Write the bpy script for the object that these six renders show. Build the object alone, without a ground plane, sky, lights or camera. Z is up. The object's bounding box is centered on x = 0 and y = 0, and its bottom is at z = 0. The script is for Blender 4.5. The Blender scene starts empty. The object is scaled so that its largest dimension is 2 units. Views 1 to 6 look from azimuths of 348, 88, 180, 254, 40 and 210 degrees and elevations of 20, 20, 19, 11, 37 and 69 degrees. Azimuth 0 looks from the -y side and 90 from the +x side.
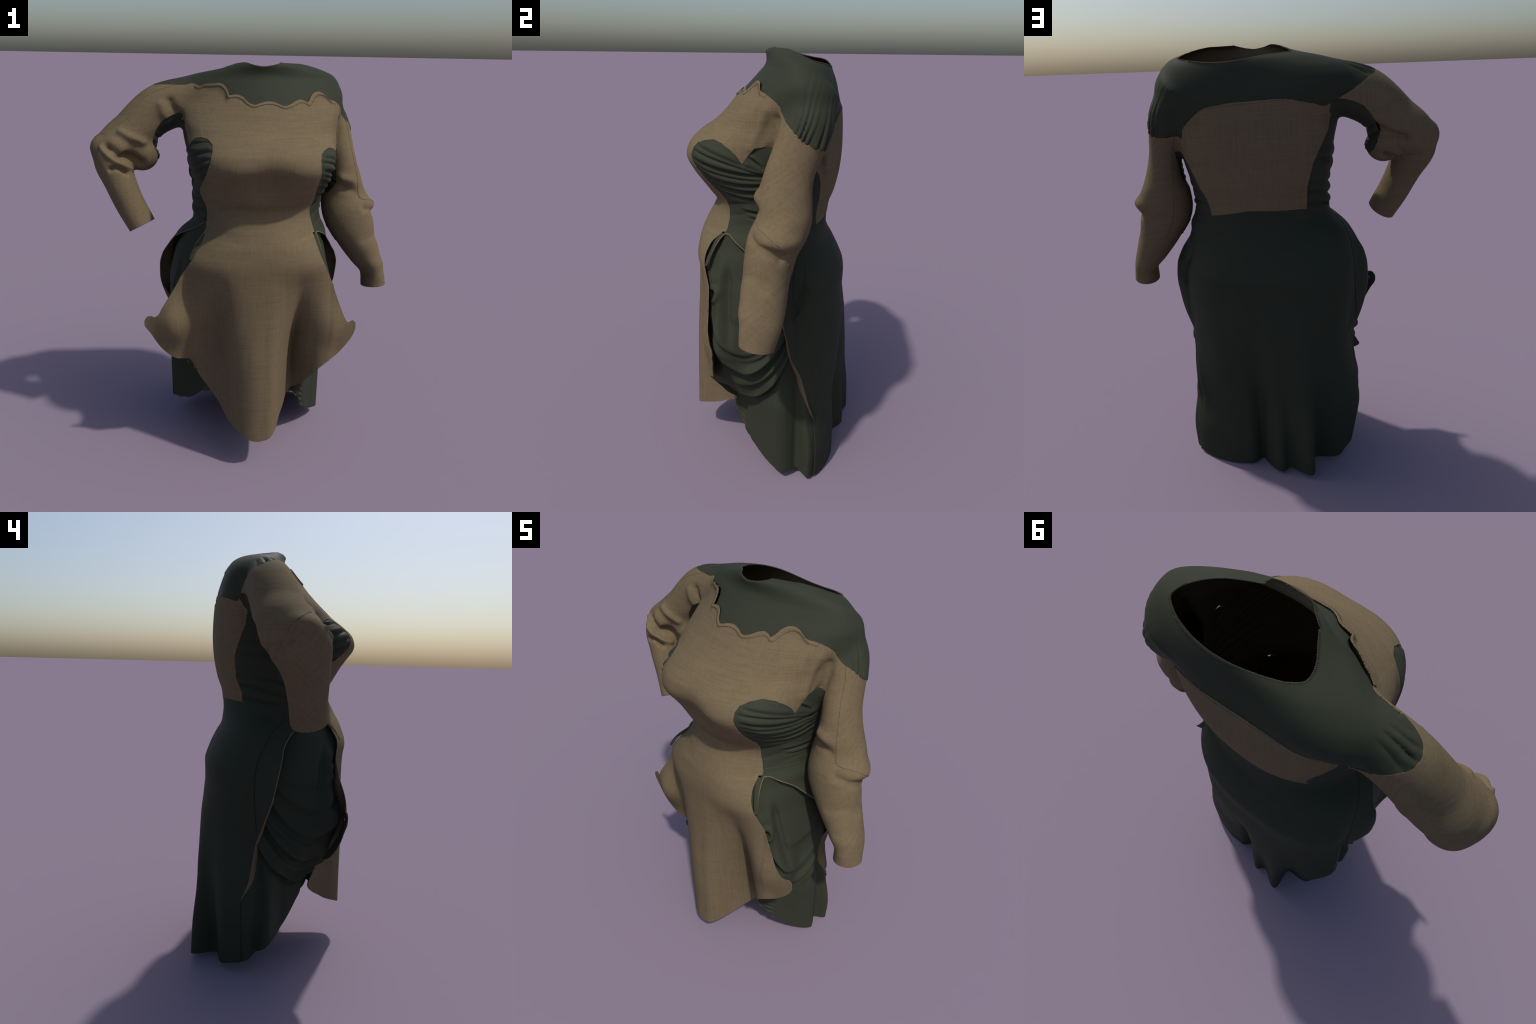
import math
import numpy as np

PHI = 0.09                       # the wearer stands turned a little to the -x side
CEN = np.array([0.07, 0.0])
EX = np.array([math.cos(PHI), -math.sin(PHI)])
EY = np.array([math.sin(PHI), math.cos(PHI)])


def to_local(x, y):
    dx, dy = x - CEN[0], y - CEN[1]
    return dx * EX[0] + dy * EX[1], dx * EY[0] + dy * EY[1]


def smoothstep(a, b, x):
    t = np.clip((x - a) / (b - a), 0.0, 1.0)
    return t * t * (3 - 2 * t)


def smin(a, b, k):
    h = np.clip(0.5 + 0.5 * (b - a) / k, 0, 1)
    return b * (1 - h) + a * h - k * h * (1 - h)


def pchip(x, xs, ys):
    """smooth monotone-ish cubic interpolation of a small profile table"""
    xs, ys = np.asarray(xs, float), np.asarray(ys, float)
    d = np.diff(ys) / np.diff(xs)
    m = np.zeros_like(ys)
    m[1:-1] = np.where(d[1:] * d[:-1] > 0, 2 * d[1:] * d[:-1] / (d[1:] + d[:-1] + 1e-12), 0)
    m[0], m[-1] = d[0], d[-1]
    x = np.clip(x, xs[0], xs[-1])
    i = np.clip(np.searchsorted(xs, x) - 1, 0, len(xs) - 2)
    h = xs[i + 1] - xs[i]
    t = (x - xs[i]) / h
    return ((1 + 2 * t) * (1 - t) ** 2 * ys[i] + t * (1 - t) ** 2 * h * m[i]
            + t * t * (3 - 2 * t) * ys[i + 1] + t * t * (t - 1) * h * m[i + 1])


# height, left, right, front, back half widths, front and back roundness
TORSO = np.array([
    (1.00, .43, .42, .378, .270, 3.0, 2.2),
    (1.10, .42, .41, .388, .247, 2.8, 2.2),
    (1.18, .375, .37, .375, .222, 2.4, 2.1),
    (1.25, .332, .320, .346, .211, 2.0, 2.0),
    (1.31, .328, .310, .314, .216, 2.0, 2.0),
    (1.345, .327, .310, .303, .221, 2.1, 2.1),
    (1.40, .330, .318, .342, .240, 2.2, 2.3),
    (1.45, .338, .328, .380, .251, 2.4, 2.4),
    (1.50, .347, .340, .412, .259, 2.6, 2.5),
    (1.56, .351, .350, .433, .264, 2.8, 2.6),
    (1.61, .358, .355, .415, .265, 2.7, 2.7),
    (1.65, .367, .356, .374, .264, 2.4, 2.7),
    (1.70, .374, .358, .300, .262, 2.2, 2.6),
    (1.75, .382, .372, .247, .257, 2.2, 2.5),
    (1.80, .395, .400, .206, .244, 2.2, 2.3),
    (1.85, .400, .418, .157, .229, 2.1, 2.2),
    (1.90, .370, .400, .110, .215, 2.0, 2.1),
    (1.94, .300, .370, .078, .198, 2.0, 2.0),
    (1.97, .185, .300, .074, .152, 2.0, 2.0),
    (2.00, .090, .190, .074, .080, 2.0, 2.0),
])

# sleeve stations: centre, half width across, half width front to back
ARM_BENT = np.array([
    (-.14, .118, 1.825, .112, .105),
    (-.29, .124, 1.815, .110, .097),
    (-.405, .130, 1.775, .110, .098),
    (-.53, .128, 1.672, .104, .110),
    (-.612, .118, 1.610, .094, .120),
    (-.643, .080, 1.545, .084, .122),
    (-.615, .042, 1.450, .076, .098),
    (-.570, .014, 1.340, .068, .082),
    (-.517, -.018, 1.230, .063, .076),
])
ARM_LOW = np.array([
    (.39, .085, 1.800, .095, .105),
    (.445, .072, 1.720, .094, .105),
    (.481, .034, 1.620, .074, .092),
    (.500, .002, 1.530, .070, .094),
    (.513, -.014, 1.440, .086, .106),
    (.520, -.018, 1.350, .114, .105),
    (.538, -.060, 1.260, .124, .102),
    (.583, -.086, 1.150, .100, .094),
    (.632, -.098, 1.050, .077, .090),
    (.676, -.110, .960, .057, .080),
    (.685, -.124, .876, .062, .070),
])


def dense(st, n=70):
    d = np.r_[0, np.cumsum(np.linalg.norm(np.diff(st[:, :3], axis=0), axis=1))]
    s = np.linspace(0, d[-1], n)
    out = np.stack([pchip_free(s, d, st[:, k]) for k in range(5)], 1)
    t = np.gradient(out[:, :3], axis=0)
    t /= np.linalg.norm(t, axis=1)[:, None]
    v = np.array([0, 1.0, 0]) - t * t[:, 1:2]
    v /= np.linalg.norm(v, axis=1)[:, None]
    u = np.cross(v, t)
    return out, t, u, v, s


def pchip_free(x, xs, ys):
    """Catmull-Rom through uneven knots"""
    xs, ys = np.asarray(xs, float), np.asarray(ys, float)
    m = np.gradient(ys, xs)
    x = np.clip(x, xs[0], xs[-1])
    i = np.clip(np.searchsorted(xs, x) - 1, 0, len(xs) - 2)
    h = xs[i + 1] - xs[i]
    t = (x - xs[i]) / h
    return ((1 + 2 * t) * (1 - t) ** 2 * ys[i] + t * (1 - t) ** 2 * h * m[i]
            + t * t * (3 - 2 * t) * ys[i + 1] + t * t * (t - 1) * h * m[i + 1])


def torso_sdf(P):
    X, Y = to_local(P[:, 0], P[:, 1])
    z = P[:, 2]
    sh = .068 * np.clip(-X / .28, 0, 1.6) ** 1.6 * smoothstep(1.70, 1.84, z)
    sh += .065 * np.clip(X / .40, 0, 1.2) ** 2 * smoothstep(1.72, 1.84, z)
    Y = Y - sh
    c = [pchip(z, TORSO[:, 0], TORSO[:, k]) for k in range(1, 7)]
    a = np.where(X < 0, c[0], c[1])
    b = np.where(Y < 0, c[2], c[3])
    # two soft breast lobes: the cloth is a little hollow between them
    p = np.where(Y < 0, c[4], c[5])
    g = ((np.abs(X) / a) ** p + (np.abs(Y) / b) ** p + 1e-9) ** (1 / p)
    r = np.hypot(X, Y)
    d = r * (1 - 1 / g)
    d = np.where(r < 1e-4, -.1, d)
    d += .055 * np.exp(-((X - .0) / .11) ** 2 - ((z - 1.50) / .09) ** 2) * (Y < -.1)
    d += .017 * np.exp(-((z - 1.48) / .07) ** 2) * smoothstep(.02, -.16, X) * (Y < 0)
    d = np.maximum(d, z - 1.996)
    return d


def arm_sdf(P, st):
    out, t, u, v, s = dense(st)
    best = np.full(len(P), 1e9)
    idx = np.zeros(len(P), int)
    for i in range(len(out)):
        q = ((P - out[i, :3]) ** 2).sum(1)
        m = q < best
        best[m] = q[m]
        idx[m] = i
    # slide along the axis between samples, so that the tube is smooth
    ot = ((P - out[idx, :3]) * t[idx]).sum(1)
    ds = s[1] - s[0]
    f = np.clip(idx + ot / ds, 0, len(out) - 1)
    i0 = np.minimum(f.astype(int), len(out) - 2)
    w = (f - i0)[:, None]
    mix = lambda a: a[i0] * (1 - w) + a[i0 + 1] * w
    o, tt, uu, vv = mix(out), mix(t), mix(u), mix(v)
    D = P - o[:, :3]
    ou, ov, ot = (D * uu).sum(1), (D * vv).sum(1), (D * tt).sum(1)
    g = np.sqrt((ou / o[:, 3]) ** 2 + (ov / o[:, 4]) ** 2 + 1e-9)
    r = np.hypot(ou, ov)
    d = r * (1 - 1 / g)
    d = np.where(r < 1e-4, -.05, d)
    end = np.abs(ot) - .01
    d = np.where((f <= 0) | (f >= len(out) - 1), np.maximum(d, end), d)
    return d, f / (len(out) - 1), np.arctan2(ov, ou)


def blob(P, c, r):
    q = (P - np.array(c)) / np.array(r)
    n = np.linalg.norm(q, axis=1)
    return (n - 1) * min(r)


def hull_sdf(P):
    d = torso_sdf(P)
    far = np.full(len(P), 9.0)
    m = (P[:, 0] < -.05) & (P[:, 2] > 1.1)
    a1 = far.copy()
    a1[m] = arm_sdf(P[m], ARM_BENT)[0]
    # cloth bagging at the inside of the bent elbow
    bag = blob(P, (-.500, .100, 1.570), (.080, .076, .086))
    a1 = smin(a1, bag, .03)
    tip = blob(P, (-.690, .090, 1.602), (.050, .068, .050))
    a1 = smin(a1, tip, .035)
    m = (P[:, 0] > .25) & (P[:, 2] > .75)
    a2 = far.copy()
    a2[m] = arm_sdf(P[m], ARM_LOW)[0]
    ledge = blob(P, (.606, -.050, 1.302), (.066, .082, .036))
    a2 = smin(a2, ledge, .030)
    d = smin(d, a1, .05)
    k = .012 + .020 * smoothstep(1.34, 1.44, P[:, 2]) + .03 * smoothstep(1.50, 1.70, P[:, 2])
    return smin(d, a2, k)


def surface_nets(fn, lo, hi, h):
    n = np.ceil((np.array(hi) - lo) / h).astype(int) + 1
    ax = [lo[k] + h * np.arange(n[k]) for k in range(3)]
    # coarse pass first, so that only cells near the surface are evaluated finely
    F = np.full(n, 1.0, np.float32)
    q = 4
    cx = [a[::q] for a in ax]
    G = np.stack(np.meshgrid(*cx, indexing="ij"), -1).reshape(-1, 3)
    cd = fn(G).reshape([len(c) for c in cx])
    near = np.repeat(np.repeat(np.repeat(cd, q, 0), q, 1), q, 2)[:n[0], :n[1], :n[2]]
    F[:] = np.where(near < 0, -1.0, 1.0)
    sel = np.abs(near) < q * h * 3.2
    I = np.argwhere(sel)
    P = np.stack([ax[k][I[:, k]] for k in range(3)], 1)
    F[sel] = fn(P)
    S = F < 0
    corner = [(i, j, k) for i in (0, 1) for j in (0, 1) for k in (0, 1)]
    sh = [S[i:n[0] - 1 + i, j:n[1] - 1 + j, k:n[2] - 1 + k] for i, j, k in corner]
    cnt = sum(s.astype(np.int8) for s in sh)
    act = (cnt > 0) & (cnt < 8)
    cells = np.argwhere(act)
    vid = np.full(act.shape, -1, np.int64)
    vid[act] = np.arange(len(cells))
    acc = np.zeros((len(cells), 3))
    num = np.zeros(len(cells))
    fv = {c: F[cells[:, 0] + c[0], cells[:, 1] + c[1], cells[:, 2] + c[2]] for c in corner}
    for c in corner:
        for k in range(3):
            if c[k] == 0:
                e = list(c)
                e[k] = 1
                a, b = fv[c], fv[tuple(e)]
                m = (a < 0) != (b < 0)
                t = np.where(m, a / np.where(m, a - b, 1), 0)
                p = np.tile(np.array(c, float), (len(cells), 1))
                p[:, k] += t
                acc[m] += p[m]
                num[m] += 1
    V = np.array(lo) + h * (cells + acc / num[:, None])
    quads = []
    for k in range(3):
        sl0 = [slice(None)] * 3
        sl1 = [slice(None)] * 3
        sl0[k], sl1[k] = slice(0, n[k] - 1), slice(1, n[k])
        ch = S[tuple(sl0)] != S[tuple(sl1)]
        E = np.argwhere(ch)
        o1, o2 = [(1, 2), (2, 0), (0, 1)][k]
        ok = (E[:, o1] > 0) & (E[:, o2] > 0) & (E[:, o1] < n[o1] - 1) & (E[:, o2] < n[o2] - 1)
        E = E[ok]
        ins = S[E[:, 0], E[:, 1], E[:, 2]]
        def at(d1, d2):
            c = E.copy()
            c[:, o1] += d1
            c[:, o2] += d2
            return vid[c[:, 0], c[:, 1], c[:, 2]]
        Q = np.stack([at(-1, -1), at(0, -1), at(0, 0), at(-1, 0)], 1)
        Q[~ins] = Q[~ins][:, ::-1]
        quads.append(Q)
    Q = np.concatenate(quads)
    return V, Q[(Q >= 0).all(1)]


def relax(V, Q, rounds, w=.5):
    A = np.concatenate([Q, np.roll(Q, -1, 1)], 0).reshape(2, -1)
    a, b = Q.ravel(), np.roll(Q, -1, 1).ravel()
    for _ in range(rounds):
        acc = np.zeros_like(V)
        num = np.zeros(len(V))
        for s, t in ((a, b), (b, a)):
            for k in range(3):
                acc[:, k] += np.bincount(s, V[t, k], len(V))
            num += np.bincount(s, minlength=len(V))
        V = V + w * (acc / np.maximum(num, 1)[:, None] - V)
    return V
import bpy
import mathutils

rng = np.random.default_rng(7)

# ------------------------------------------------------------------ mesh tools


def vertex_normals(V, T):
    n = np.cross(V[T[:, 1]] - V[T[:, 0]], V[T[:, 2]] - V[T[:, 0]])
    N = np.zeros_like(V)
    for k in range(3):
        for c in range(3):
            N[:, k] += np.bincount(T[:, c], n[:, k], len(V))
    return N / np.maximum(np.linalg.norm(N, axis=1), 1e-12)[:, None]


def compact(A, T):
    used, inv = np.unique(T, return_inverse=True)
    return A[used], inv.reshape(-1, 3)


def clip(A, T, f):
    """Cut a triangle mesh along f = 0 and keep f <= 0.  A holds one row of
    numbers per vertex (position, normal); new rows are interpolated."""
    f = np.where(np.abs(f) < 1e-5, 0.0, f)
    s = f[T] > 0
    n = s.sum(1)
    keep = [T[n == 0]]
    rows, offset = [], len(A)
    cache = {}

    def cut(a, b):
        nonlocal offset
        lo, hi = np.minimum(a, b), np.maximum(a, b)
        key = lo * (len(A) + 1) + hi
        u, first, inv = np.unique(key, return_index=True, return_inverse=True)
        l, h = lo[first], hi[first]
        t = (f[l] / (f[l] - f[h]))[:, None]
        rows.append((u, A[l] * (1 - t) + A[h] * t))
        return u[inv]

    out = []
    one = T[n == 1]
    if len(one):
        k = s[n == 1].argmax(1)
        r = np.arange(len(one))
        p, q, w = one[r, k], one[r, (k + 1) % 3], one[r, (k + 2) % 3]
        out.append(("quad", p, q, w))
    two = T[n == 2]
    if len(two):
        k = (~s[n == 2]).argmax(1)
        r = np.arange(len(two))
        p, q, w = two[r, k], two[r, (k + 1) % 3], two[r, (k + 2) % 3]
        out.append(("tri", p, q, w))
    ea, eb = [], []
    for kind, p, q, w in out:
        ea += [p, p]
        eb += [q, w]
    if not ea:
        return compact(A, T[n == 0])
    lo = np.minimum(np.concatenate(ea), np.concatenate(eb))
    hi = np.maximum(np.concatenate(ea), np.concatenate(eb))
    key = lo.astype(np.int64) * (len(A) + 1) + hi
    u, first, inv = np.unique(key, return_index=True, return_inverse=True)
    l, h = lo[first], hi[first]
    t = (f[l] / (f[l] - f[h]))[:, None]
    A2 = np.vstack([A, A[l] * (1 - t) + A[h] * t])
    ids = inv + len(A)
    pos = 0
    for kind, p, q, w in out:
        m = len(p)
        pq, pw = ids[pos:pos + m], ids[pos + m:pos + 2 * m]
        pos += 2 * m
        if kind == "quad":
            keep += [np.stack([pq, q, w], 1), np.stack([pq, w, pw], 1)]
        else:
            keep += [np.stack([p, pq, pw], 1)]
    K = np.concatenate(keep)
    K = K[(K[:, 0] != K[:, 1]) & (K[:, 1] != K[:, 2]) & (K[:, 0] != K[:, 2])]
    return compact(A2, K)


def boundary(T):
    e = np.concatenate([T[:, [0, 1]], T[:, [1, 2]], T[:, [2, 0]]])
    k = np.sort(e, 1)
    u, inv, cnt = np.unique(k[:, 0].astype(np.int64) * (T.max() + 1) + k[:, 1], return_inverse=True, return_counts=True)
    return e[cnt[inv] == 1]


def add_object(name, V, T, mats, parent, mat_index=None, smooth=True, quads=False):
    me = bpy.data.meshes.new(name)
    w = T.shape[1]
    me.vertices.add(len(V))
    me.vertices.foreach_set("co", np.asarray(V, np.float32).ravel())
    me.loops.add(T.size)
    me.loops.foreach_set("vertex_index", np.asarray(T, np.int32).ravel())
    me.polygons.add(len(T))
    me.polygons.foreach_set("loop_start", np.arange(0, T.size, w, dtype=np.int32))
    me.polygons.foreach_set("loop_total", np.full(len(T), w, np.int32))
    me.polygons.foreach_set("use_smooth", np.full(len(T), smooth))
    for m in mats:
        me.materials.append(m)
    if mat_index is not None:
        me.polygons.foreach_set("material_index", np.asarray(mat_index, np.int32))
    me.update(calc_edges=True)
    me.validate()
    ob = bpy.data.objects.new(name, me)
    bpy.context.scene.collection.objects.link(ob)
    ob.parent = parent
    return ob


def cloth(name, V, N, T, outer, thick, mats, parent, seam=None, shade=None, rim=None):
    """Give a surface the thickness of cloth: outer face at +outer along N,
    lining at outer - thick, and a turned edge between the two.
    seam(mid points) marks borders that are sewn on and get no edge of their own;
    shade: normals for the outer face; rim(mid points): material of the edge."""
    out, inn = V + N * outer, V + N * (outer - thick)
    n = len(V)
    E = boundary(T)
    if seam is not None:
        E = E[~seam((V[E[:, 0]] + V[E[:, 1]]) / 2)]
    b = np.unique(E)
    Eb = np.zeros(n, int)
    Eb[b] = np.arange(len(b))
    # outward direction of the border, to bow the turned edge a little
    acc, cnt = np.zeros((n, 3)), np.zeros(n)
    cen = V[T].mean(1)
    for c in range(3):
        for k in range(3):
            acc[:, k] += np.bincount(T[:, c], cen[:, k], n)
        cnt += np.bincount(T[:, c], minlength=n)
    d = (V - acc / np.maximum(cnt, 1)[:, None])[b]
    d /= np.maximum(np.linalg.norm(d, axis=1), 1e-9)[:, None]
    mid = V[b] + N[b] * (outer - thick / 2) + d * thick * .4
    base = 2 * n
    i, j = E[:, 0], E[:, 1]
    mi, mj = base + Eb[i], base + Eb[j]
    W = np.concatenate([np.stack([j, i, mi], 1), np.stack([j, mi, mj], 1),
                        np.stack([mj, mi, n + i], 1), np.stack([mj, n + i, n + j], 1)])
    F = np.concatenate([T, n + T[:, ::-1], W])
    wm = np.full(len(W), 1 if len(mats) < 3 else 2)
    if rim is not None:
        wm = np.tile(rim((V[i] + V[j]) / 2), 4)
    ob = add_object(name, np.vstack([out, inn, mid]), F, mats, parent, np.r_[np.zeros(len(T)), np.ones(len(T)), wm])
    if shade is not None:
        ob.data.normals_split_custom_set_from_vertices(np.vstack([shade, -shade, d]).tolist())
    return ob


def polygon_distance(P, poly):
    """signed distance of 2D points to a closed outline, negative inside"""
    poly = np.asarray(poly, float)
    q = np.roll(poly, -1, 0)
    best = np.full(len(P), 1e9)
    odd = np.zeros(len(P), bool)
    for a, b in zip(poly, q):
        e = b - a
        w = P - a
        t = np.clip((w @ e) / max(e @ e, 1e-12), 0, 1)
        best = np.minimum(best, ((w - t[:, None] * e) ** 2).sum(1))
        if a[1] != b[1]:
            c = ((a[1] > P[:, 1]) != (b[1] > P[:, 1])) & (P[:, 0] < e[0] * (P[:, 1] - a[1]) / e[1] + a[0])
            odd ^= c
    d = np.sqrt(best)
    return np.where(odd, -d, d)


def spline(P, n, closed=False):
    """Catmull-Rom through control points, n samples"""
    P = np.asarray(P, float)
    if closed:
        P = np.vstack([P, P[:1]])
    d = np.r_[0, np.cumsum(np.linalg.norm(np.diff(P, axis=0), axis=1) ** .7)]
    s = np.linspace(0, d[-1], n, endpoint=not closed)
    if closed:
        k = 3
        Pw = np.vstack([P[-1 - k:-1], P, P[1:1 + k]])
        dw = np.r_[d[-1 - k:-1] - d[-1], d, d[1:1 + k] + d[-1]]
        return np.stack([pchip_free(s, dw, Pw[:, c]) for c in range(P.shape[1])], 1)
    return np.stack([pchip_free(s, d, P[:, c]) for c in range(P.shape[1])], 1)


def ripple(P, freq, seed, octaves=3):
    """cheap smooth pseudo-noise in -1..1"""
    r = np.random.default_rng(seed)
    v = np.zeros(len(P))
    a = 1.0
    for o in range(octaves):
        for _ in range(3):
            k = r.normal(size=3)
            k *= freq * 2 ** o / np.linalg.norm(k)
            v += a * np.sin(P @ k + r.uniform(0, 6.28)) / 3
        a *= .5
    return v


def ridge(t):
    """rounded folds with sharp creases between them; period 1, range 0..1"""
    return np.abs(np.sin(np.pi * t)) ** .75


def bump(x, w):
    return np.exp(-(x / w) ** 2)


def segment_distance(P, pts):
    best = np.full(len(P), 1e9)
    pts = np.asarray(pts, float)
    for a, b in zip(pts[:-1], pts[1:]):
        e = b - a
        t = np.clip(((P - a) @ e) / (e @ e), 0, 1)
        best = np.minimum(best, np.linalg.norm(P - a - t[:, None] * e, axis=1))
    return best


def on_hull(P, it=30):
    P = P.copy()
    h = 1e-3
    for _ in range(it):
        d = hull_sdf(P)
        g = np.stack([(hull_sdf(P + np.eye(3)[k] * h) - d) / h for k in range(3)], 1)
        gn = (g ** 2).sum(1)
        P = P - .8 * g * (d / np.maximum(gn, .1))[:, None]
    return P, g / np.linalg.norm(g, axis=1)[:, None]



# ------------------------------------------------------------------ materials


def cloth_material(name, base, dark, light, weave, rough, angle=0.0, sheen=.0, blotch=.35, spec=.06):
    m = bpy.data.materials.new(name)
    m.use_nodes = True
    nt = m.node_tree
    b = nt.nodes["Principled BSDF"]
    b.inputs["Roughness"].default_value = rough
    b.inputs["Specular IOR Level"].default_value = spec
    b.inputs["Sheen Weight"].default_value = sheen
    b.inputs["Sheen Roughness"].default_value = .5
    tc = nt.nodes.new("ShaderNodeTexCoord")
    streaks = []
    for k, sc in enumerate(((210, 60, 7), (8, 8, 190))):
        mp = nt.nodes.new("ShaderNodeMapping")
        mp.vector_type = "TEXTURE"
        mp.inputs["Scale"].default_value = [1 / c for c in sc]
        mp.inputs["Rotation"].default_value = (angle, 0, 0)
        nt.links.new(tc.outputs["Object"], mp.inputs["Vector"])
        no = nt.nodes.new("ShaderNodeTexNoise")
        no.inputs["Scale"].default_value = 1.0
        no.inputs["Detail"].default_value = 2.0
        nt.links.new(mp.outputs[0], no.inputs["Vector"])
        streaks.append(no)
    add = nt.nodes.new("ShaderNodeMath")
    add.operation = "ADD"
    nt.links.new(streaks[0].outputs["Fac"], add.inputs[0])
    nt.links.new(streaks[1].outputs["Fac"], add.inputs[1])
    big = nt.nodes.new("ShaderNodeTexNoise")
    big.inputs["Scale"].default_value = 14.0
    big.inputs["Detail"].default_value = 3.0
    nt.links.new(tc.outputs["Object"], big.inputs["Vector"])
    mul = nt.nodes.new("ShaderNodeMath")
    mul.operation = "MULTIPLY_ADD"
    mul.inputs[1].default_value = blotch
    nt.links.new(big.outputs["Fac"], mul.inputs[0])
    nt.links.new(add.outputs[0], mul.inputs[2])
    rampn = nt.nodes.new("ShaderNodeMapRange")
    mid = 1.0 + blotch * .5
    rampn.inputs["From Min"].default_value = mid - .55
    rampn.inputs["From Max"].default_value = mid + .55
    nt.links.new(mul.outputs[0], rampn.inputs["Value"])
    cr = nt.nodes.new("ShaderNodeValToRGB")
    cr.color_ramp.elements[0].color = (*dark, 1)
    cr.color_ramp.elements[1].color = (*light, 1)
    e = cr.color_ramp.elements.new(.5)
    e.color = (*base, 1)
    nt.links.new(rampn.outputs[0], cr.inputs["Fac"])
    nt.links.new(cr.outputs["Color"], b.inputs["Base Color"])
    bp = nt.nodes.new("ShaderNodeBump")
    bp.inputs["Strength"].default_value = weave
    bp.inputs["Distance"].default_value = .0015
    nt.links.new(add.outputs[0], bp.inputs["Height"])
    nt.links.new(bp.outputs[0], b.inputs["Normal"])
    return m


def plain_material(name, col, rough=.5, metallic=0.0):
    m = bpy.data.materials.new(name)
    m.use_nodes = True
    nt = m.node_tree
    b = nt.nodes["Principled BSDF"]
    no = nt.nodes.new("ShaderNodeTexNoise")
    no.inputs["Scale"].default_value = 300
    mx = nt.nodes.new("ShaderNodeMix")
    mx.data_type = "RGBA"
    mx.inputs["A"].default_value = (*[c * .85 for c in col], 1)
    mx.inputs["B"].default_value = (*[min(1, c * 1.15) for c in col], 1)
    tc = nt.nodes.new("ShaderNodeTexCoord")
    nt.links.new(tc.outputs["Object"], no.inputs["Vector"])
    nt.links.new(no.outputs["Fac"], mx.inputs["Factor"])
    nt.links.new(mx.outputs["Result"], b.inputs["Base Color"])
    b.inputs["Roughness"].default_value = rough
    b.inputs["Metallic"].default_value = metallic
    return m


BR = np.array((.150, .115, .067))
GR = np.array((.0360, .0410, .0275))
brown = cloth_material("tan_linen", BR, BR * .78, BR * 1.16, .05, .85)
brown_bias = cloth_material("tan_linen_bias", BR, BR * .78, BR * 1.16, .05, .85, angle=.65)
lining = cloth_material("tan_lining", BR, BR * .85, BR * 1.1, .05, .9)
green = cloth_material("dark_green_jersey", GR, GR * .95, GR * 1.05, .06, .62, blotch=.2)
thread_brown = plain_material("brown_thread", (.055, .036, .022), .8)
groove_shadow = plain_material("painted_groove_shadow", (.008, .010, .008), .9)
metal = plain_material("copper_metal", (.30, .16, .12), .3, 1.0)

# ------------------------------------------------------------------ the dress
dress = bpy.data.objects.new("draped_dress", None)
bpy.context.scene.collection.objects.link(dress)
dress["label"] = "empty long-sleeved draped dress in dark green jersey and tan linen"
dress["category"] = "dress"

# ---- bodice and sleeves: one smooth hull, cut into its panels ---------------
V, Q = surface_nets(hull_sdf, (-.84, -.52, .80), (.84, .42, 2.04), .009)
V = relax(V, Q, 3)
# one level of refinement
Qe = np.stack([Q, np.roll(Q, -1, 1)], -1).reshape(-1, 2)
key = np.sort(Qe, 1)
u, inv = np.unique(key[:, 0].astype(np.int64) * len(V) + key[:, 1], return_inverse=True)
em = (V[u // len(V)] + V[u % len(V)]) / 2
fc = V[Q].mean(1)
ne = inv.reshape(-1, 4) + len(V)
fcid = np.arange(len(Q)) + len(V) + len(em)
V2 = np.vstack([V, em, fc])
Q2 = np.concatenate([np.stack([Q[:, k], ne[:, k], fcid, ne[:, k - 1]], 1) for k in range(4)])
V2 = relax(V2, Q2, 2)
T2 = np.concatenate([Q2[:, [0, 1, 2]], Q2[:, [0, 2, 3]]])
cen = V2.mean(0)
vol = (np.cross(V2[T2[:, 0]] - cen, V2[T2[:, 1]] - cen) * (V2[T2[:, 2]] - cen)).sum()
if vol < 0:
    T2 = T2[:, ::-1]
low = smoothstep(1.36, 1.29, V2[:, 2])
sel = np.where((low > 0) & (V2[:, 1] < .05))[0]
exact, grad = on_hull(V2[sel], 6)
V2[sel] += (exact - V2[sel]) * low[sel][:, None]
hull = np.hstack([V2, vertex_normals(V2, T2)])


def arms(P):
    """arm-minus-torso distance and (t, psi) for both arms"""
    dt = torso_sdf(P)
    r = []
    for st, m in ((ARM_BENT, P[:, 0] < -.1), (ARM_LOW, P[:, 0] > .25)):
        d, t, ps = np.full(len(P), 9.0), np.zeros(len(P)), np.zeros(len(P))
        if m.any():
            d[m], t[m], ps[m] = arm_sdf(P[m], st)
        r.append((d - dt, t, ps))
    return r


def angle_z(P):
    """unrolled coordinates round the body: angle times .33 m, height"""
    return np.degrees(np.arctan2(P[:, 1], P[:, 0] - CEN[0])), P[:, 2]


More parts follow.
